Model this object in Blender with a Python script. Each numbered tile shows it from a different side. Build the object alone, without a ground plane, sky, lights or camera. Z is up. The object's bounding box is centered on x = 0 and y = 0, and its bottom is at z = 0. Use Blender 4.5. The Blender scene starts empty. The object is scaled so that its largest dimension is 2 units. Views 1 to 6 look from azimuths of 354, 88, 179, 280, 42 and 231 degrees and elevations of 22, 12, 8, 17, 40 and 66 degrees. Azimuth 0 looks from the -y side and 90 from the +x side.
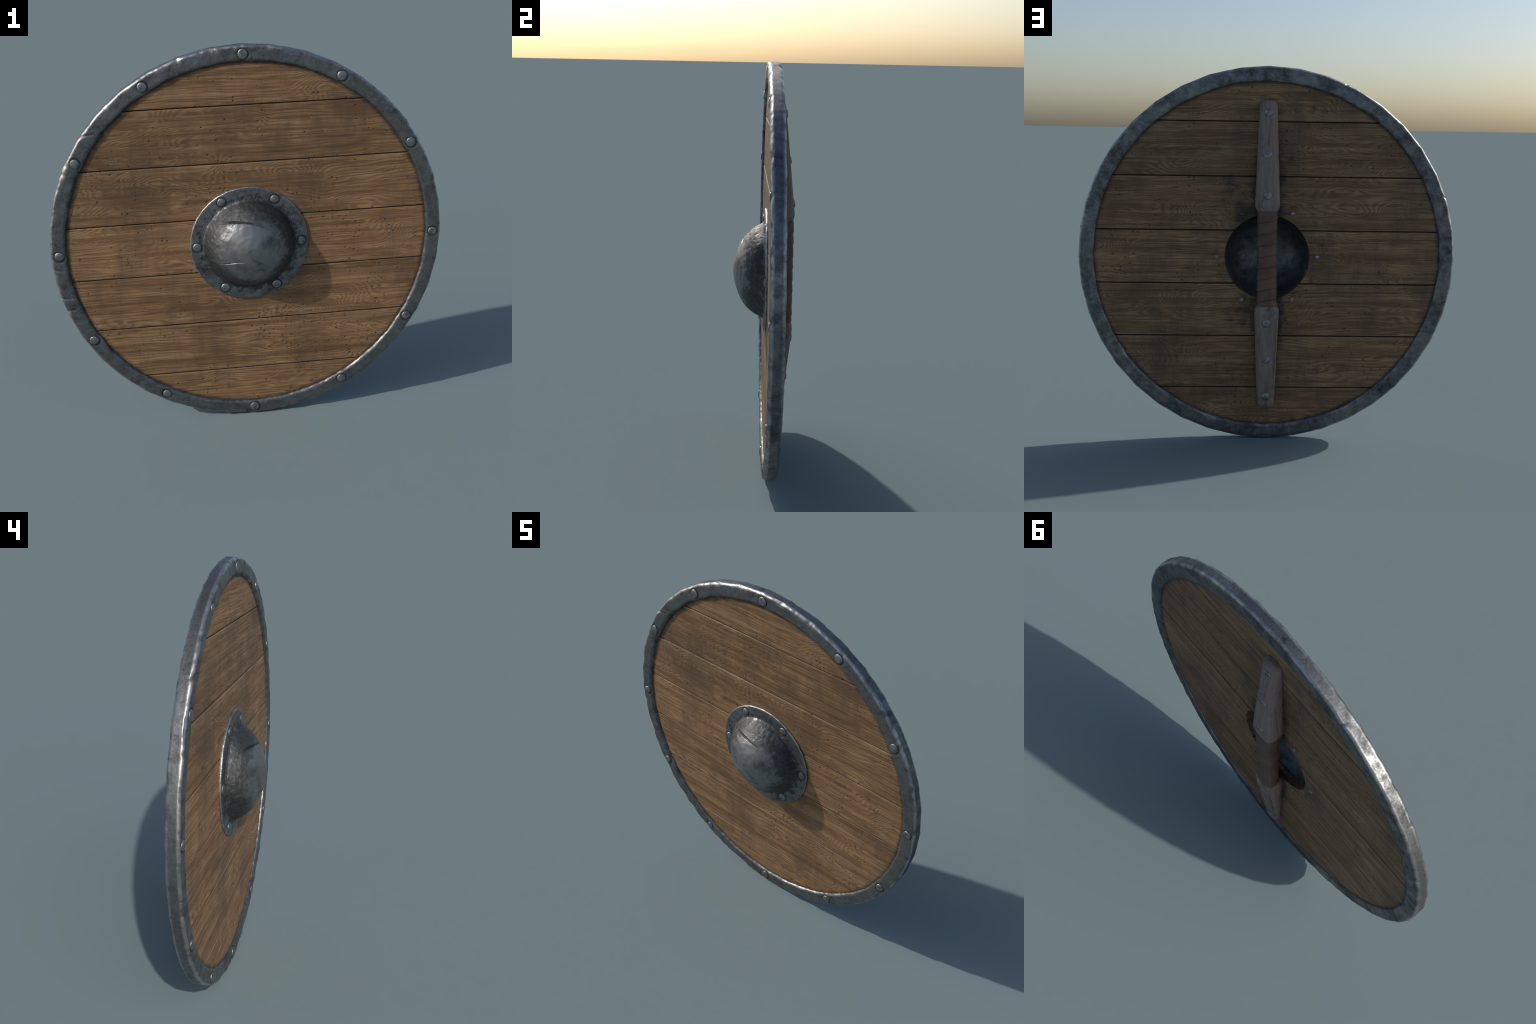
# Round wooden shield: seven planks, riveted iron rim, domed iron boss,
# wooden handle bar with a leather wrapped grip across the back.
import bpy, bmesh, math, random
from mathutils import Vector, noise, Matrix

random.seed(7)
PI = math.pi
CZ = 1.0                      # height of the shield's centre
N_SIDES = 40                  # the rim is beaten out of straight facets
R = 1.0
Y_RIM_F, Y_RIM_B = 0.0015, 0.0658      # front / back face of the rim (front is -y)
Y_WOOD_F, Y_WOOD_B = 0.0148, 0.0570    # front / back face of the planks
PLANKS = 7
PLANK_W = 2.0 / PLANKS
HOLE_R = 0.226


# ------------------------------------------------------------------ node helpers
class Mat:
    def __init__(self, name):
        self.m = bpy.data.materials.new(name)
        self.m.use_nodes = True
        self.nt = self.m.node_tree
        self.nt.nodes.clear()
        self.out = self.n('ShaderNodeOutputMaterial')
        self.b = self.n('ShaderNodeBsdfPrincipled')
        self.l(self.b.outputs[0], self.out.inputs[0])
        self.co = self.n('ShaderNodeTexCoord').outputs['Object']

    def n(self, t, **kw):
        nd = self.nt.nodes.new(t)
        for k, v in kw.items():
            setattr(nd, k, v)
        return nd

    def l(self, a, b):
        self.nt.links.new(a, b)

    def put(self, sock, v):
        if hasattr(v, 'is_output'):
            self.l(v, sock)
        else:
            sock.default_value = v

    def math(self, op, a, b=0.0, c=0.0, clamp=False):
        nd = self.n('ShaderNodeMath', operation=op, use_clamp=clamp)
        for i, v in enumerate((a, b, c)):
            self.put(nd.inputs[i], v)
        return nd.outputs[0]

    def vec(self, x, y, z):
        nd = self.n('ShaderNodeCombineXYZ')
        for i, v in enumerate((x, y, z)):
            self.put(nd.inputs[i], v)
        return nd.outputs[0]

    def sep(self, v=None):
        nd = self.n('ShaderNodeSeparateXYZ')
        self.l(v or self.co, nd.inputs[0])
        return nd.outputs

    def noise(self, v, scale, detail=3.0, rough=0.5, dist=0.0):
        nd = self.n('ShaderNodeTexNoise')
        self.l(v, nd.inputs['Vector'])
        nd.inputs['Scale'].default_value = scale
        nd.inputs['Detail'].default_value = detail
        nd.inputs['Roughness'].default_value = rough
        nd.inputs['Distortion'].default_value = dist
        return nd.outputs[0]

    def voro(self, v, scale, feature='F1', dim='3D'):
        nd = self.n('ShaderNodeTexVoronoi', feature=feature, voronoi_dimensions=dim)
        self.l(v, nd.inputs['Vector'])
        nd.inputs['Scale'].default_value = scale
        return nd.outputs

    def step(self, v, lo, hi, a=0.0, b=1.0):
        nd = self.n('ShaderNodeMapRange', interpolation_type='SMOOTHSTEP')
        self.put(nd.inputs[0], v)
        for i, q in enumerate((lo, hi, a, b)):
            nd.inputs[i + 1].default_value = q
        return nd.outputs[0]

    def ramp(self, v, stops, interp='LINEAR'):
        nd = self.n('ShaderNodeValToRGB')
        nd.color_ramp.interpolation = interp
        el = nd.color_ramp.elements
        while len(el) < len(stops):
            el.new(0.5)
        for e, (p, c) in zip(el, stops):
            e.position = p
            e.color = (*c, 1.0)
        self.l(v, nd.inputs[0])
        return nd.outputs[0]

    def mix(self, f, a, b, mode='MIX'):
        nd = self.n('ShaderNodeMix', data_type='RGBA', blend_type=mode)
        self.put(nd.inputs[0], f)
        for i, v in ((6, a), (7, b)):
            if isinstance(v, tuple):
                v = (*v, 1.0)
            self.put(nd.inputs[i], v)
        return nd.outputs[2]

    def bump(self, h, dist, strength=1.0, base=None):
        nd = self.n('ShaderNodeBump')
        self.l(h, nd.inputs['Height'])
        nd.inputs['Distance'].default_value = dist
        nd.inputs['Strength'].default_value = strength
        if base is not None:
            self.l(base, nd.inputs['Normal'])
        return nd.outputs[0]

    def finish(self, color, rough, metal=0.0, normal=None, spec=0.5):
        self.put(self.b.inputs['Base Color'], color)
        self.put(self.b.inputs['Roughness'], rough)
        self.put(self.b.inputs['Metallic'], metal)
        self.put(self.b.inputs['Specular IOR Level'], spec)
        if normal is not None:
            self.l(normal, self.b.inputs['Normal'])
        return self.m


def plank_material():
    M = Mat('aged_plank_wood')
    x, y, z = M.sep()
    # z in object coordinates is the height above the ground; plank number and place inside it
    u = M.math('MULTIPLY', z, 1.0 / PLANK_W)
    idx = M.math('FLOOR', u)
    fr = M.math('FRACT', u)
    side = M.math('GREATER_THAN', y, 0.034)           # back face shows other boards' figure
    seed = M.math('ADD', M.math('MULTIPLY', idx, 13.37), M.math('MULTIPLY', side, 71.3))
    # growth rings: contour lines of a stretched noise, straight where the linear term wins
    warp = M.noise(M.vec(M.math('MULTIPLY', x, 1.9), seed, M.math('MULTIPLY', z, 6.5)), 1.0, 1.2, 0.4)
    amp = M.step(M.noise(M.vec(M.math('MULTIPLY', x, 1.7), seed, M.math('MULTIPLY', z, 3.0)), 1.0, 1.0),
                 0.44, 0.68, 0.05, 1.0)
    wob = M.noise(M.vec(M.math('MULTIPLY', x, 5.0), seed, M.math('MULTIPLY', z, 40.0)), 1.0, 2.0)
    field = M.math('ADD', M.math('MULTIPLY', M.math('MULTIPLY', M.math('SUBTRACT', warp, 0.5), amp), 42.0),
                   M.math('ADD', M.math('MULTIPLY', z, 58.0), M.math('MULTIPLY', wob, 2.4)))
    ring = M.math('MULTIPLY', M.math('PINGPONG', field, 0.5), 2.0)
    # fibre streaks along the board
    streak = M.noise(M.vec(M.math('MULTIPLY', x, 1.1), seed, M.math('MULTIPLY', z, 56.0)), 1.0, 4.0, 0.62)
    fibre = M.noise(M.vec(M.math('MULTIPLY', x, 7.0), seed, M.math('MULTIPLY', z, 190.0)), 1.0, 3.0, 0.65)
    cloud = M.noise(M.vec(M.math('MULTIPLY', x, 4.5), seed, M.math('MULTIPLY', z, 22.0)), 1.0, 4.0, 0.6)
    ringk = M.math('MULTIPLY', M.math('SUBTRACT', ring, 0.5), M.step(cloud, 0.35, 0.65, 0.04, 0.18))
    tone = M.math('ADD', ringk,
                  M.math('ADD', M.math('MULTIPLY', streak, 0.42),
                         M.math('ADD', M.math('MULTIPLY', fibre, 0.28), M.math('MULTIPLY', cloud, 0.30))))
    col = M.ramp(tone, [(0.31, (0.078, 0.042, 0.019)), (0.44, (0.146, 0.080, 0.037)),
                        (0.54, (0.234, 0.136, 0.065)), (0.70, (0.345, 0.217, 0.111))])
    # redder and yellower patches
    red = M.noise(M.vec(M.math('MULTIPLY', x, 3.0), seed, M.math('MULTIPLY', z, 16.0)), 1.0, 3.0)
    col = M.mix(M.step(red, 0.54, 0.72, 0.0, 0.45), col, (0.180, 0.082, 0.034))
    # each board a little lighter or darker
    shades = [1.04, 1.00, 1.00, 1.07, 0.93, 0.88, 1.00]
    tonev = M.ramp(M.math('DIVIDE', M.math('ADD', idx, 0.5), PLANKS),
                   [(k / PLANKS, (t, t * 0.995, t * 0.985)) for k, t in enumerate(shades)], 'CONSTANT')
    col = M.mix(1.0, col, tonev, 'MULTIPLY')
    # smoky stains running across the grain
    sm = M.noise(M.vec(M.math('MULTIPLY', x, 2.6), M.math('ADD', 2.0, M.math('MULTIPLY', side, 9.0)), M.math('MULTIPLY', z, 1.7)), 1.0, 5.0, 0.6)
    sm2 = M.noise(M.vec(M.math('MULTIPLY', x, 13.0), M.math('MULTIPLY', side, 3.0), M.math('MULTIPLY', z, 2.0)), 1.0, 3.0, 0.6)
    sm3 = M.noise(M.vec(M.math('MULTIPLY', x, 60.0), seed, M.math('MULTIPLY', z, 14.0)), 1.0, 2.0, 0.6)
    smk = M.step(M.math('ADD', sm, M.math('ADD', M.math('MULTIPLY', sm2, 0.30), M.math('MULTIPLY', sm3, 0.16))), 0.65, 0.95, 0.0, 0.62)
    col = M.mix(smk, col, (0.066, 0.042, 0.025))
    # worm pits in clusters
    wv = M.n('ShaderNodeVectorMath', operation='ADD')
    wn3 = M.n('ShaderNodeTexNoise')
    M.l(M.co, wn3.inputs['Vector'])
    wn3.inputs['Scale'].default_value = 70.0
    wsc = M.n('ShaderNodeVectorMath', operation='SCALE')
    M.l(wn3.outputs[1], wsc.inputs[0])
    wsc.inputs['Scale'].default_value = 0.010
    M.l(wsc.outputs[0], wv.inputs[0])
    M.l(M.vec(M.math('ADD', M.math('MULTIPLY', x, 0.75), M.math('MULTIPLY', side, 7.0)), z, 0.0), wv.inputs[1])
    pv = M.voro(wv.outputs[0], 58.0, dim='2D')
    clus = M.noise(M.vec(x, M.math('ADD', 3.0, side), z), 4.2, 2.0, 0.6)
    pr_ = M.sep(pv[1])
    want = M.step(clus, 0.50, 0.72, 0.045, 0.62)
    here = M.math('LESS_THAN', pr_[0], want)
    size = M.math('ADD', 0.12, M.math('MULTIPLY', M.math('POWER', pr_[1], 2.0), 0.24))
    pit = M.math('SUBTRACT', 1.0, M.math('DIVIDE', pv[0], size), clamp=True)
    pit = M.math('MULTIPLY', M.step(pit, 0.0, 0.55), here)
    col = M.mix(M.math('MULTIPLY', pit, 0.72), col, (0.034, 0.021, 0.013))
    # speckled dark patches on the back around the grip and the hole
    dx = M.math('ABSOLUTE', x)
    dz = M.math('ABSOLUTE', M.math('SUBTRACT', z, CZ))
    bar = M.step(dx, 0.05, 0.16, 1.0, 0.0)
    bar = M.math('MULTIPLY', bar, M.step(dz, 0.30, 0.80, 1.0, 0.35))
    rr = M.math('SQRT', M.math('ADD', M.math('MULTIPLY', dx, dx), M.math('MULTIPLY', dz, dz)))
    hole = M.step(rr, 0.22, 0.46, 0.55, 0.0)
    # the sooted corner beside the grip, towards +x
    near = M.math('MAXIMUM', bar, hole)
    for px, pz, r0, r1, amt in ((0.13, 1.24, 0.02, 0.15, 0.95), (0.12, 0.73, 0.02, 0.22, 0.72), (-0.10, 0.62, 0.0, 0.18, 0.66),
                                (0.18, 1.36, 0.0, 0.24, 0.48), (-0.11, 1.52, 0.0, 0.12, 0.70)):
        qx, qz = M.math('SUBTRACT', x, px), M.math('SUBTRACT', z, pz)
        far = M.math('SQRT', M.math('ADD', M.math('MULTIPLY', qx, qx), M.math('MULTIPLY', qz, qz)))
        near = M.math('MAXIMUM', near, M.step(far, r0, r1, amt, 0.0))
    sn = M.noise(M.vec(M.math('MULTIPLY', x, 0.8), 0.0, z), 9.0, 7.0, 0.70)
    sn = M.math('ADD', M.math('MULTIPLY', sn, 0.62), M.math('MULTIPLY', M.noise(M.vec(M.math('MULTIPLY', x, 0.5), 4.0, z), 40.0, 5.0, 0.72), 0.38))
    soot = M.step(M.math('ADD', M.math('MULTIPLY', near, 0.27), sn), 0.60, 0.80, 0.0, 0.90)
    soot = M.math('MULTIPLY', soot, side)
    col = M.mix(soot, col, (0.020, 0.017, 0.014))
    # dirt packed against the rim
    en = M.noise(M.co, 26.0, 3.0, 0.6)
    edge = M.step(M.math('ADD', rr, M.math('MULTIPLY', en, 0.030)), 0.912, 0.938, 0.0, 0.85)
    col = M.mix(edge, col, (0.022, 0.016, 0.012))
    # dark line in the joints
    lip = M.math('MULTIPLY', M.step(fr, 0.955, 0.975), M.step(fr, 0.980, 0.990, 1.0, 0.0))
    col = M.mix(M.math('MULTIPLY', lip, M.step(cloud, 0.40, 0.62, 0.0, 0.28)), col, (0.320, 0.200, 0.100))  # bevel glint under each seam, coloured in as tan
    jn = M.math('MAXIMUM', M.step(fr, 0.006, 0.015, 0.92, 0.0), M.step(fr, 0.982, 0.992, 0.0, 0.92))
    col = M.mix(jn, col, (0.020, 0.013, 0.009))
    h = M.math('ADD', M.math('MULTIPLY', tone, 1.0), M.math('MULTIPLY', pit, -1.3))
    nrm = M.bump(h, 0.006, 0.5)
    rough = M.step(tone, 0.3, 0.8, 0.66, 0.50)
    return M.finish(col, rough, 0.0, nrm, 0.35)


def iron_material(name, light=1.0, rough_lo=0.34, scale=1.0, ring_step=None, ring_r=0.0, dome=False):
    """dark forged iron; ring_step / ring_r darken a painted shadow ring round each rivet"""
    M = Mat(name)
    big = M.noise(M.co, 6.0 * scale, 4.0, 0.6)
    mid = M.noise(M.co, 21.0 * scale, 6.0, 0.68)
    fine = M.noise(M.co, 95.0 * scale, 4.0, 0.65)
    v = M.math('ADD', M.math('MULTIPLY', big, 0.34), M.math('ADD', M.math('MULTIPLY', mid, 0.44),
               M.math('MULTIPLY', fine, 0.22)))
    k = light
    col = M.ramp(v, [(0.36, (0.046 * k, 0.048 * k, 0.051 * k)), (0.46, (0.122 * k, 0.126 * k, 0.129 * k)),
                     (0.57, (0.205 * k, 0.209 * k, 0.212 * k)), (0.70, (0.31 * k, 0.31 * k, 0.31 * k))])
    rough = M.step(M.math('ADD', M.math('MULTIPLY', mid, 0.6), M.math('MULTIPLY', big, 0.4)), 0.38, 0.64,
                   0.62, rough_lo)
    h = M.math('ADD', M.math('ADD', mid, M.math('MULTIPLY', big, 0.8)), M.math('MULTIPLY', fine, 0.18))
    strength = 0.5
    if ring_step:
        x, y, z = M.sep()
        zc = M.math('SUBTRACT', z, CZ)
        rad = M.math('SQRT', M.math('ADD', M.math('MULTIPLY', x, x), M.math('MULTIPLY', zc, zc)))
        ang = M.math('ARCTAN2', x, zc)
        st = math.radians(ring_step)
        off = 0.5 if dome else 0.0
        fold = M.math('SUBTRACT', M.math('FRACT', M.math('ADD', M.math('DIVIDE', ang, st), 10.5 - off)), 0.5)
        da = M.math('MULTIPLY', fold, st * ring_r)
        dr = M.math('SUBTRACT', rad, ring_r)
        dist = M.math('SQRT', M.math('ADD', M.math('MULTIPLY', da, da), M.math('MULTIPLY', dr, dr)))
        g = M.math('MULTIPLY', M.step(dist, 0.024, 0.034, 0.8, 0.0), M.math('LESS_THAN', y, 0.03))  # contact shadow at the rivet edge, tinted into the iron
        if dome:
            # grime gathered round the foot of the dome, ragged on the upper flank
            rg = M.math('ADD', rad, M.math('ADD', M.math('MULTIPLY', M.math('SUBTRACT', mid, 0.5), 0.20),
                                          M.math('MULTIPLY', M.math('SUBTRACT', fine, 0.5), 0.10)))
            foot = M.math('MULTIPLY', M.step(rg, 0.150, 0.185), M.step(rg, 0.235, 0.275, 1.0, 0.0))
            g = M.math('MAXIMUM', g, M.math('MULTIPLY', foot, 0.66))
            strength = M.step(rad, 0.10, 0.20, 0.12, 0.85)
            cl = M.noise(M.co, 11.0, 5.0, 0.62, 0.6)  # blotchy reflections on the dome, put in as dark colour clouds
            g = M.math('MAXIMUM', g, M.step(cl, 0.50, 0.68, 0.0, 0.48))
        if dome:                            # crown colour lightened for the broad highlight on the dome
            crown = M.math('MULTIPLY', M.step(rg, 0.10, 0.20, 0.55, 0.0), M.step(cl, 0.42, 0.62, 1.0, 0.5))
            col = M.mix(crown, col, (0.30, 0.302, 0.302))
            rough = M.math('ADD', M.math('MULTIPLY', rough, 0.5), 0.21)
        col = M.mix(g, col, (0.030, 0.031, 0.032))
        rough = M.math('ADD', rough, M.math('MULTIPLY', g, 0.2))
        # pale bands along the arrises
        pale_edge = M.step(rad, 0.984, 0.994) if not dome else M.step(rad, 0.297, 0.302)
        pale_edge = M.math('MULTIPLY', pale_edge, M.step(mid, 0.36, 0.60, 0.25, 0.85))
        if not dome:
            pale_edge = M.math('MULTIPLY', pale_edge, M.math('ADD', M.step(y, 0.013, 0.022, 1.0, 0.0), M.step(y, 0.048, 0.058)))
        col = M.mix(pale_edge, col, (0.44, 0.44, 0.44))
        rough = M.math('SUBTRACT', rough, M.math('MULTIPLY', pale_edge, 0.12))
    nrm = M.bump(h, 0.006 / scale, 0.32 if ring_step else 0.5)
    if strength != 0.5:
        M.put(nrm.node.inputs['Strength'], strength)
    return M.finish(col, rough, 0.92, nrm)


def handle_material():
    M = Mat('weathered_grey_wood')
    x, y, z = M.sep()
    s1 = M.noise(M.vec(M.math('MULTIPLY', x, 45.0), M.math('MULTIPLY', y, 30.0), M.math('MULTIPLY', z, 3.0)), 1.0, 4.0, 0.6, 0.5)
    s2 = M.noise(M.vec(M.math('MULTIPLY', x, 160.0), M.math('MULTIPLY', y, 160.0), M.math('MULTIPLY', z, 9.0)), 1.0, 3.0, 0.6)
    tone = M.math('ADD', M.math('MULTIPLY', s1, 0.7), M.math('MULTIPLY', s2, 0.3))
    col = M.ramp(tone, [(0.32, (0.098, 0.072, 0.060)), (0.50, (0.195, 0.153, 0.133)), (0.70, (0.262, 0.206, 0.178))])
    o = M.noise(M.vec(M.math('MULTIPLY', x, 28.0), M.math('MULTIPLY', y, 20.0), M.math('MULTIPLY', z, 4.0)), 1.0, 3.0, 0.6)
    col = M.mix(M.step(o, 0.55, 0.70, 0.0, 0.62), col, (0.290, 0.140, 0.075))
    gr = M.noise(M.co, 17.0, 5.0, 0.65)
    col = M.mix(M.step(gr, 0.56, 0.74, 0.0, 0.7), col, (0.060, 0.045, 0.038))
    nrm = M.bump(tone, 0.004, 0.6)
    return M.finish(col, 0.62, 0.0, nrm, 0.35)


def leather_material():
    M = Mat('worn_brown_leather')
    a = M.noise(M.co, 11.0, 4.0, 0.6)
    b = M.noise(M.co, 90.0, 4.0, 0.6)
    v = M.math('ADD', M.math('MULTIPLY', a, 0.65), M.math('MULTIPLY', b, 0.35))
    col = M.ramp(v, [(0.34, (0.066, 0.037, 0.027)), (0.52, (0.118, 0.066, 0.047)), (0.70, (0.185, 0.098, 0.066))])
    nrm = M.bump(b, 0.003, 0.4)
    return M.finish(col, 0.55, 0.0, nrm, 0.4)


MAT_WOOD = plank_material()
MAT_RIM = iron_material('dark_hammered_iron', 1.0, 0.34, 1.0, 30.0, 0.957)
MAT_BOSS = iron_material('highlight_tinted_iron', 1.12, 0.35, 1.0, 60.0, 0.267, True)
MAT_HOLLOW = iron_material('sooty_iron', 0.85, 0.40, 0.8)


def rivet_material(name, k):
    M = Mat(name)
    info = M.n('ShaderNodeObjectInfo').outputs['Random']
    p = M.n('ShaderNodeVectorMath', operation='ADD')
    M.l(M.co, p.inputs[0])
    M.l(M.vec(M.math('MULTIPLY', info, 40.0), 0.0, 0.0), p.inputs[1])
    v = M.noise(p.outputs[0], 1.1, 3.0, 0.6)
    col = M.ramp(v, [(0.34, (0.13 * k, 0.135 * k, 0.14 * k)), (0.50, (0.27 * k, 0.275 * k, 0.28 * k)), (0.70, (0.36 * k, 0.36 * k, 0.36 * k))])
    return M.finish(col, M.step(v, 0.35, 0.6, 0.58, 0.44), 0.92)


MAT_RIVET = rivet_material('rivet_iron', 0.86)
MAT_RIVET_DARK = rivet_material('sooty_rivet_iron', 0.3)
MAT_GASH = iron_material('gashed_iron', 0.22, 0.55)
MAT_HANDLE = handle_material()
MAT_LEATHER = leather_material()


# ------------------------------------------------------------------ object helpers
def add(name, me, parent, mat=None):
    ob = bpy.data.objects.new(name, me)
    bpy.context.scene.collection.objects.link(ob)
    ob.parent = parent
    if mat is not None and me is not None and not me.materials:
        me.materials.append(mat)
    return ob


def mesh(name, verts, faces, smooth=True):
    me = bpy.data.meshes.new(name)
    me.from_pydata(verts, [], faces)
    bm = bmesh.new()
    bm.from_mesh(me)
    bmesh.ops.recalc_face_normals(bm, faces=bm.faces)
    bm.to_mesh(me)
    bm.free()
    for p in me.polygons:
        p.use_smooth = smooth
    return me


def grid_faces(nu, nv, close_u, close_v):
    f = []
    for i in range(nu if close_u else nu - 1):
        for j in range(nv if close_v else nv - 1):
            a, b = i * nv + j, i * nv + (j + 1) % nv
            c, d = ((i + 1) % nu) * nv + (j + 1) % nv, ((i + 1) % nu) * nv + j
            f.append((a, b, c, d))
    return f


def resample(pts, step):
    out = []
    for (a, b) in zip(pts, pts[1:]):
        n = max(1, round(math.dist(a, b) / step))
        for k in range(n):
            t = k / n
            out.append((a[0] + (b[0] - a[0]) * t, a[1] + (b[1] - a[1]) * t))
    return out


def sstep(a, b, x):
    t = min(1.0, max(0.0, (x - a) / (b - a)))
    return t * t * (3 - 2 * t)


def adiff(a, b):
    return (a - b + 180.0) % 360.0 - 180.0


# ------------------------------------------------------------------ the shield
shield = bpy.data.objects.new('round_shield', None)
bpy.context.scene.collection.objects.link(shield)
shield['label'] = 'round wooden shield with iron rim, domed boss and back grip'
shield['category'] = 'shield'


# ------------------------------------------------------------------ planks
def cyl(name, r, n, y0, y1):
    vs = []
    for yy in (y0, y1):
        for i in range(n):
            a = 2 * PI * i / n
            vs.append((r * math.sin(a), yy, CZ + r * math.cos(a)))
    fs = [tuple(range(n)), tuple(range(n, 2 * n))]
    fs += [(i, (i + 1) % n, n + (i + 1) % n, n + i) for i in range(n)]
    me = mesh(name, vs, fs, False)
    ob = bpy.data.objects.new(name, me)
    bpy.context.scene.collection.objects.link(ob)
    return ob


disc = cyl('disc_cutter', 0.955, 200, -0.1, 0.2)
bore = cyl('bore_cutter', HOLE_R, 64, -0.1, 0.2)
rp = random.Random(3)
planks = []
for k in range(PLANKS):
    z0, z1 = k * PLANK_W + 0.0004, (k + 1) * PLANK_W - 0.0004
    c, d = 0.0034, 0.0045                       # joint chamfer: width and depth
    pf, pb = rp.uniform(-0.0006, 0.0006), rp.uniform(-0.0006, 0.0006)
    yf, yb = Y_WOOD_F + pf, Y_WOOD_B + pb
    prof = [(yf + d, z0), (yf, z0 + c), (yf, z1 - 0.0052), (yf + 0.0012, z1 - 0.0036), (yf + d, z1 - 0.0008), (yf + d + 0.004, z1 + 0.003),
            (yb - d - 0.004, z1 + 0.003), (yb - d, z1), (yb, z1 - c), (yb, z0 + c), (yb - d, z0)]
    vs = [(sx, p[0], p[1]) for sx in (-1.1, 1.1) for p in prof]
    n = len(prof)
    fs = [tuple(range(n)), tuple(range(n, 2 * n))] + [(i, (i + 1) % n, n + (i + 1) % n, n + i) for i in range(n)]
    ob = add('plank', mesh('plank', vs, fs, False), shield, MAT_WOOD)
    for op, other in (('INTERSECT', disc), ('DIFFERENCE', bore)):
        m = ob.modifiers.new(op, 'BOOLEAN')
        m.operation, m.object, m.solver = op, other, 'EXACT'
    planks.append(ob)
dg = bpy.context.evaluated_depsgraph_get()
for ob in planks:
    me = bpy.data.meshes.new_from_object(ob.evaluated_get(dg))
    me.name = 'plank'
    ob.modifiers.clear()
    ob.data = me
    me.materials.clear()
    me.materials.append(MAT_WOOD)
for c_ in (disc, bore):
    bpy.data.objects.remove(c_)


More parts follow.
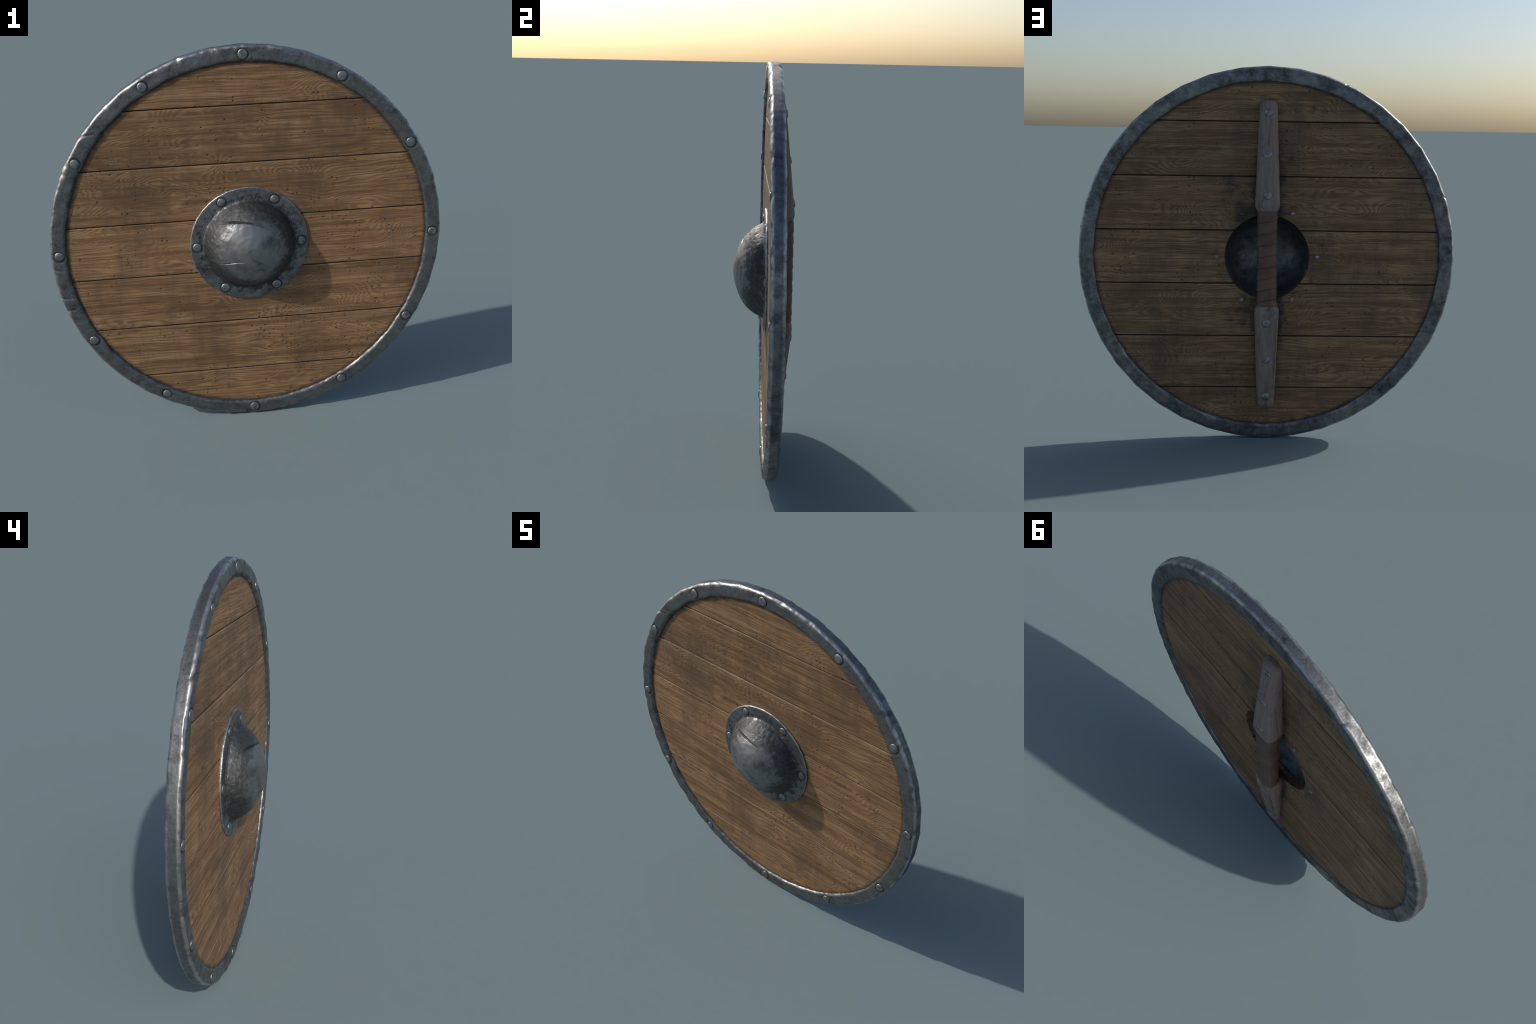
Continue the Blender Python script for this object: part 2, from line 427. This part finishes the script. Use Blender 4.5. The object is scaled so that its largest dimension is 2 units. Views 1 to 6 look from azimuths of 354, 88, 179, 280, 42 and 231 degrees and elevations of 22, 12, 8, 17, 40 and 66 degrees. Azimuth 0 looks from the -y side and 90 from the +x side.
# ------------------------------------------------------------------ rim
def rim_mesh():
    f, b = Y_RIM_F, Y_RIM_B
    sec = [(0.9195, 0.024), (0.9215, f + 0.0115), (0.9255, f + 0.0052), (0.931, f + 0.0016), (0.938, f), (0.987, f),
           (0.9915, f + 0.0012), (0.9955, f + 0.0040), (0.9985, f + 0.0080), (1.000, f + 0.0125), (1.000, b - 0.0115),
           (0.9985, b - 0.0075), (0.9955, b - 0.0038), (0.9915, b - 0.0012), (0.987, b), (0.936, b),
           (0.929, b - 0.0008), (0.923, b - 0.0030), (0.9195, b - 0.008), (0.918, 0.046)]
    sec = resample(sec, 0.0045) + [sec[-1]]
    nv = len(sec)
    nu = N_SIDES * 24
    # sword cuts: angle at outer edge, angle at inner end, inner end radius, half width deg, depth, side
    cuts = [(307.4, 310.6, 0.950, 0.42, 0.0075, -1), (266.1, 265.3, 0.944, 0.30, 0.006, -1),
            (256.9, 255.9, 0.940, 0.34, 0.0075, -1), (252.6, 252.2, 0.948, 0.45, 0.008, -1),
            (352.2, 352.8, 0.962, 0.28, 0.0045, -1), (335.9, 336.7, 0.940, 0.34, 0.006, 1),
            (289.0, 294.4, 0.938, 0.36, 0.0065, 1), (234.9, 234.6, 0.955, 0.34, 0.005, 1),
            (103.6, 104.6, 0.950, 0.3, 0.003, 1), (162.6, 164.0, 0.955, 0.3, 0.003, 1)]
    # short deep nicks on an arris: angle, half length deg, side, depth
    nicks = [(190.4, 1.4, -1, 0.006), (10.0, 1.9, 1, 0.007), (6.9, 1.0, -1, 0.004), (253.8, 1.5, -1, 0.004)]
    vs = []
    for i in range(nu):
        deg = 360.0 * i / nu
        th = math.radians(deg)
        riv = abs(adiff(deg, round(deg / 30.0) * 30.0)) * PI / 180 * 0.957
        st, ct = math.sin(th), math.cos(th)
        for (r, y) in sec:
            p = Vector((r * st, y, r * ct))
            nr = ny = 0.0                               # outward direction of the section
            if r > 0.9990:
                nr = 0.14
            elif r > 0.987:
                nr, ny = 0.14, (-0.95 if y < 0.03 else 0.93)
            elif y < f + 0.004:
                ny = -1.0
            elif y > b - 0.004:
                ny = 1.0
            arris = sstep(0.975, 0.994, r) * (1.0 - sstep(0.0, 0.020, min(y - f, b - y) - 0.004))
            q = Vector((p.x * 17, p.y * 17 * 0.7, p.z * 17))
            d = 0.0022 * noise.noise(q) + 0.0010 * noise.noise(q * 2.7)
            # hammered bites out of the two outer edges
            e = noise.noise(Vector((st * 15, 4.0 if y < 0.03 else 11.0, ct * 15)))
            e2 = noise.noise(Vector((st * 37, 2.0 if y < 0.03 else 8.0, ct * 37)))
            side_k = 1.0 if y < 0.03 else 0.38
            d -= arris * side_k * (0.0105 * max(0.0, e + 0.02) + 0.0050 * max(0.0, e2))
            # each rivet sits in a small beaten dish
            if y < f + 0.004:
                rd = math.hypot(riv, r - 0.957)
                d -= 0.0022 * (1.0 - sstep(0.024, 0.036, rd))
            dc = 0.0
            # cuts
            for a0, a1, r1, w, dep, side in cuts:
                if side * (y - 0.034) < -0.024:
                    continue
                t = (1.0 - r) / (1.0 - r1)
                if t > 1.15:
                    continue
                ac = a0 + adiff(a1, a0) * t
                g = abs(adiff(deg, ac)) / w
                if g < 1.0 and r > 0.5:
                    fade = 1.0 - sstep(0.7, 1.15, t)
                    if r > 0.9985:
                        fade *= 1.0 - sstep(0.0, 0.045, side * ((f if side < 0 else b) - y) * 1.0)
                    dc -= dep * fade * (1.0 - g) ** 0.8
            for a0, hl, side, dep in nicks:
                if side * (y - 0.034) < 0:
                    continue
                g = abs(adiff(deg, a0)) / hl
                if g < 1.0 and r > 0.965:
                    dc -= dep * (1 - g * g) * sstep(0.968, 0.988, r) * (0.4 + 0.6 * arris)
            # the inner lips are ragged
            rr, yy = r + nr * d, y + ny * (d + 0.8 * dc)
            if r > 0.987:
                rr += 0.55 * dc
            if r < 0.93:
                rr += 0.0026 * noise.noise(Vector((st * 40, y * 60, ct * 40))) + \
                      0.0042 * noise.noise(Vector((st * 11, y * 10, ct * 11)))
            vs.append((rr * st, yy, CZ + rr * ct))
    me = mesh('rim', vs, grid_faces(nu, nv, True, True))
    # smooth shading of the round form, outline of forty straight facets
    nrm = [Vector(v.normal) for v in me.vertices]
    half = PI / N_SIDES
    for i in range(nu):
        th = 2 * PI * i / nu
        k = math.cos(half) / math.cos((th % (2 * half)) - half)
        for j in range(nv):
            v = me.vertices[i * nv + j]
            rad = math.hypot(v.co.x, v.co.z - CZ)
            w = sstep(0.90, 1.0, rad)
            s = 1.0 + (k - 1.0) * (0.45 + 0.55 * w)
            v.co.x *= s
            v.co.z = CZ + (v.co.z - CZ) * s
    me.normals_split_custom_set_from_vertices([tuple(n) for n in nrm])
    return me


rim = add('rim', rim_mesh(), shield, MAT_RIM)


# ------------------------------------------------------------------ rivets
def rivet_mesh():
    prof = [(1.0, -0.25), (1.0, 0.10), (0.97, 0.30), (0.88, 0.55), (0.72, 0.77), (0.50, 0.91), (0.25, 0.98)]
    n = 32
    vs = [(r * math.cos(2 * PI * i / n), r * math.sin(2 * PI * i / n), h) for i in range(n) for (r, h) in prof]
    fs = grid_faces(n, len(prof), True, False)
    vs.append((0, 0, 1.0))
    top = len(vs) - 1
    m = len(prof)
    fs += [(i * m + m - 1, ((i + 1) % n) * m + m - 1, top) for i in range(n)]
    return mesh('rivet', vs, fs)


RIVET = rivet_mesh()
RIVET.materials.append(MAT_RIVET)
rr_ = random.Random(11)


def rivet(parent, x, y, z, rad, h, back=False, tilt=0.0):
    ob = add('rivet', RIVET, parent)
    ob.location = (x, y, z)
    s = rr_.uniform(0.96, 1.05)
    ob.scale = (rad * s, rad * s * rr_.uniform(0.96, 1.03), h * rr_.uniform(0.9, 1.1))
    ob.rotation_euler = ((-PI / 2 if back else PI / 2) + tilt + rr_.uniform(-0.03, 0.03), rr_.uniform(0, 6.28) * 0, 0)
    return ob


for k in range(12):
    a = math.radians(30 * k + rr_.uniform(-0.3, 0.3))
    rivet(rim, 0.957 * math.sin(a), Y_RIM_F + 0.001, CZ + 0.957 * math.cos(a), 0.0235, 0.0060)


# ------------------------------------------------------------------ boss
def seg_dist(p, a, b):
    ax, az = a
    vx, vz = b[0] - ax, b[1] - az
    t = max(0.0, min(1.0, ((p[0] - ax) * vx + (p[1] - az) * vz) / (vx * vx + vz * vz)))
    return math.hypot(p[0] - ax - vx * t, p[1] - az - vz * t), t


def boss_mesh():
    dome = [(0.0, -0.1470), (0.030, -0.1450), (0.060, -0.1385), (0.085, -0.1315), (0.109, -0.1225), (0.135, -0.1115),
            (0.1585, -0.0975), (0.180, -0.080), (0.1985, -0.061), (0.213, -0.041), (0.2245, -0.020), (0.2315, -0.006),
            (0.238, 0.0005), (0.248, 0.0025)]
    outer = dome + [(0.290, 0.0030), (0.299, 0.0038), (0.3035, 0.0065), (0.304, 0.010), (0.3035, 0.0165)]
    outer = resample(outer, 0.0026) + [outer[-1]]
    inner = [(r * 0.94, y + 0.011) for r, y in dome if y < -0.01]
    inner = [(0.2265, 0.0165), (0.2200, 0.006)] + inner[::-1]
    prof = outer[1:] + inner[:-1]
    n_out = len(outer) - 1
    nv, nu = len(prof), 576
    g1 = [(-0.162, 1.136), (-0.125, 1.147), (-0.089, 1.1545), (-0.030, 1.1540), (0.010, 1.147), (0.060, 1.133)]
    g2 = [(-0.168, 0.937), (-0.120, 0.9465), (-0.078, 0.954), (-0.030, 0.9585)]
    vs = []
    gash = set()
    for i in range(nu):
        a = 2 * PI * i / nu
        for j, (r, y) in enumerate(prof):
            x, z = r * math.sin(a), CZ + r * math.cos(a)
            d = 0.0
            if j < n_out:
                p = Vector((x, y, z))
                fade = sstep(0.0, 0.05, r)
                # hammered lumps, stronger towards the foot of the dome and on one flank
                d += fade * (0.0016 * noise.noise(p * 14) + 0.0011 * noise.noise(p * 34))
                foot = math.exp(-((r - 0.205) / 0.04) ** 2)
                d += foot * 0.0014 * noise.noise(p * 60)
                if r < 0.23:
                    for g, dep in ((g1, 0.0068), (g2, 0.0030)):
                        n = len(g) - 1
                        best, u = 9.0, 0.0
                        for s in range(n):
                            dd, t = seg_dist((x, z), g[s], g[s + 1])
                            if dd < best:
                                best, u = dd, (s + t) / n
                        if best < 0.012:
                            sw = math.sin(PI * min(0.985, max(0.015, u))) ** 0.55
                            w = (0.0062 if g is g1 else 0.0045) * sw
                            if best < w:
                                d -= dep * sw * (1 - best / w)
                                if best < w * 0.5 and (0.28 < u < 0.82 if g is g1 else u < 0.4):
                                    gash.add(len(vs))
                            else:
                                d += 0.0003 * sw * (1 - sstep(w, w + 0.006, best))
                if r > 0.26:
                    d *= 0.5
            # the flange is cut as a many sided plate
            k = 1.0
            if r > 0.25:
                h = PI / 36
                k = math.cos(h) / math.cos((a % (2 * h)) - h)
                k = 1.0 + (k - 1.0) * sstep(0.25, 0.30, r)
            # push along an approximate outward normal of a flattened ball
            nr, ny = (r / 0.235, -math.sqrt(max(0.05, 1 - min(1.0, r / 0.25) ** 2))) if r < 0.235 else (0.0, -1.0)
            ln = math.hypot(nr, ny)
            r2, y2 = (r + d * nr / ln) * k, y + d * ny / ln
            vs.append((r2 * math.sin(a), y2, CZ + r2 * math.cos(a)))
    fs = grid_faces(nu, nv, True, False)
    vs.append((0, outer[0][1], CZ))
    c0 = len(vs) - 1
    fs += [(i * nv, ((i + 1) % nu) * nv, c0) for i in range(nu)]
    vs.append((0, outer[0][1] + 0.010, CZ))
    c1 = len(vs) - 1
    fs += [(i * nv + nv - 1, ((i + 1) % nu) * nv + nv - 1, c1) for i in range(nu)]
    me = mesh('boss', vs, fs)
    me.materials.append(MAT_BOSS)
    me.materials.append(MAT_HOLLOW)
    me.materials.append(MAT_GASH)
    for p in me.polygons:                       # the hollow behind the dome is black with soot
        if all((v == c1) or (v != c0 and v % nv >= n_out + 1) for v in p.vertices):
            p.material_index = 1
        elif sum(v in gash for v in p.vertices) >= 3:
            p.material_index = 2
    return me


boss = add('boss', boss_mesh(), shield, MAT_BOSS)
for k in range(6):
    a = math.radians(30 + 60 * k)
    x, z = 0.267 * math.sin(a), CZ + 0.267 * math.cos(a)
    rivet(boss, x, 0.0030, z, 0.0225, 0.0070)
    tail = rivet(boss, x, Y_WOOD_B, z, 0.0128, 0.005, back=True)
    if k == 0:                          # this one is blackened with soot
        tail.data = tail.data.copy()
        tail.data.materials[0] = MAT_RIVET_DARK


# ------------------------------------------------------------------ handle
Y_BAR = Y_WOOD_B - 0.001
Z_END = 0.808                      # the bar reaches this far above and below the centre


def bar_station(dz):
    """half width and back height of the bar at distance dz from the shield's centre"""
    a = abs(dz)
    top_in, top_out = 0.1470, 0.0915
    if a < 0.236:
        w, b = 0.048, 0.136
    elif a < 0.282:
        t = sstep(0.236, 0.282, a)
        w, b = 0.050 + 0.0155 * t, 0.138 + 0.0075 * t
    else:
        t = (a - 0.282) / (0.825 - 0.282)
        w, b = 0.0655 - 0.0190 * t, top_in + (top_out - top_in) * t
    e = Z_END + 0.015 - a           # rounded end
    if e < 0.030:
        c = max(0.0, min(1.0, e / 0.030))
        k = math.sqrt(max(0.0, 1 - (1 - c) ** 2))
        w = w - 0.022 * (1 - k)
        b = Y_BAR + (b - Y_BAR) * (0.42 + 0.58 * k)
    return w, b


def bar_section(w, b, rho, y0):
    """closed outline in x,y: flat against the boards, rounded at the back edges"""
    rho = min(rho, w * 0.9, (b - y0) * 0.8)
    pts = [(-w + 0.003, y0), (-w, (y0 + b - rho) / 2)]
    for k in range(7):
        t = PI - k * PI / 12
        pts.append((-w + rho + rho * math.cos(t), b - rho + rho * math.sin(t)))
    for u in (-0.5, 0.0, 0.5):
        pts.append(((w - rho) * u, b + 0.0008 * (1 - abs(u))))
    for k in range(7):
        t = PI / 2 - k * PI / 12
        pts.append((w - rho + rho * math.cos(t), b - rho + rho * math.sin(t)))
    pts += [(w, (y0 + b - rho) / 2), (w - 0.003, y0)]
    return pts


def handle_mesh():
    zs = []
    a = -Z_END - 0.0149
    while a < Z_END + 0.0149:
        zs.append(a)
        near_end = abs(abs(a) - Z_END) < 0.022
        near_step = 0.225 < abs(a) < 0.295
        a += 0.0025 if near_end else (0.004 if near_step else 0.010)
    zs.append(Z_END + 0.0149)
    vs = []
    nv = 0
    for dz in zs:
        w, b = bar_station(dz)
        rho = 0.028 if abs(dz) > 0.27 else 0.028
        y0 = 0.080 - (0.080 - Y_BAR) * sstep(0.236, 0.262, abs(dz))      # the grip stands clear of the boards
        sec = bar_section(w, b, rho, y0)
        nv = len(sec)
        for x, y in sec:
            d = 0.0013 * noise.noise(Vector((x * 22, y * 22, dz * 7))) + 0.0008 * noise.noise(Vector((x * 60, y * 60, dz * 22)))
            chip = noise.noise(Vector((x * 9 + 5, 3.0, dz * 24)))
            if abs(x) > w - 0.012 and chip > 0.25 and abs(dz) > 0.28:
                d -= 0.006 * (chip - 0.25)
            s = 1.0 + d / max(0.02, abs(x) + (y - Y_BAR))
            vs.append((x * s, Y_BAR + (y - Y_BAR) * s, CZ + dz))
    fs = grid_faces(len(zs), nv, False, True)
    fs += [tuple(range(nv)), tuple(range((len(zs) - 1) * nv, len(zs) * nv))]
    return mesh('handle', vs, fs)


handle = add('handle', handle_mesh(), shield, MAT_HANDLE)


def wrap_mesh():
    """one strip of leather wound round the grip; each turn laps the one below"""
    pitch, z0, z1 = 0.0595, -0.252, 0.252
    hx, hy, yc = 0.0530, 0.0430, 0.1020
    na, nz = 72, 260
    vs = []
    for i in range(na):
        a = 2 * PI * i / na
        ca, sa = math.cos(a), math.sin(a)
        # squarish oval
        ex = 0.72
        cx = math.copysign(abs(ca) ** ex, ca)
        sy = math.copysign(abs(sa) ** ex, sa)
        for j in range(nz):
            dz = z0 + (z1 - z0) * j / (nz - 1)
            ph = (dz / pitch - a / (2 * PI) + 0.06 * noise.noise(Vector((ca, sa, dz * 7)))) % 1.0
            d = 0.0016 - 0.0030 * ph                        # lap: thick at the lower edge, thinning upward
            d -= 0.0030 * math.exp(-((min(ph, 1 - ph)) / 0.040) ** 2)
            d += 0.0010 * noise.noise(Vector((ca * 2, sa * 2, dz * 30)))
            flare = (0.006 if dz < 0 else 0.001) * (sstep(0.225, 0.252, abs(dz)))
            vs.append(((hx + d + flare) * cx, yc + (hy + d) * sy, CZ + dz))
    fs = grid_faces(na, nz, True, False)
    fs += [tuple(i * nz for i in range(na)), tuple(i * nz + nz - 1 for i in range(na))]
    return mesh('leather_wrap', vs, fs)


wrap = add('leather_wrap', wrap_mesh(), handle, MAT_LEATHER)

for dz in (0.761, 0.542, 0.333, -0.343, -0.546, -0.756):
    w, b = bar_station(dz)
    slope = math.atan2(0.0545, 0.543) * (1 if dz > 0 else -1)
    rivet(handle, 0.0, b + 0.0012, CZ + dz, 0.0212, 0.0062, back=True, tilt=slope)
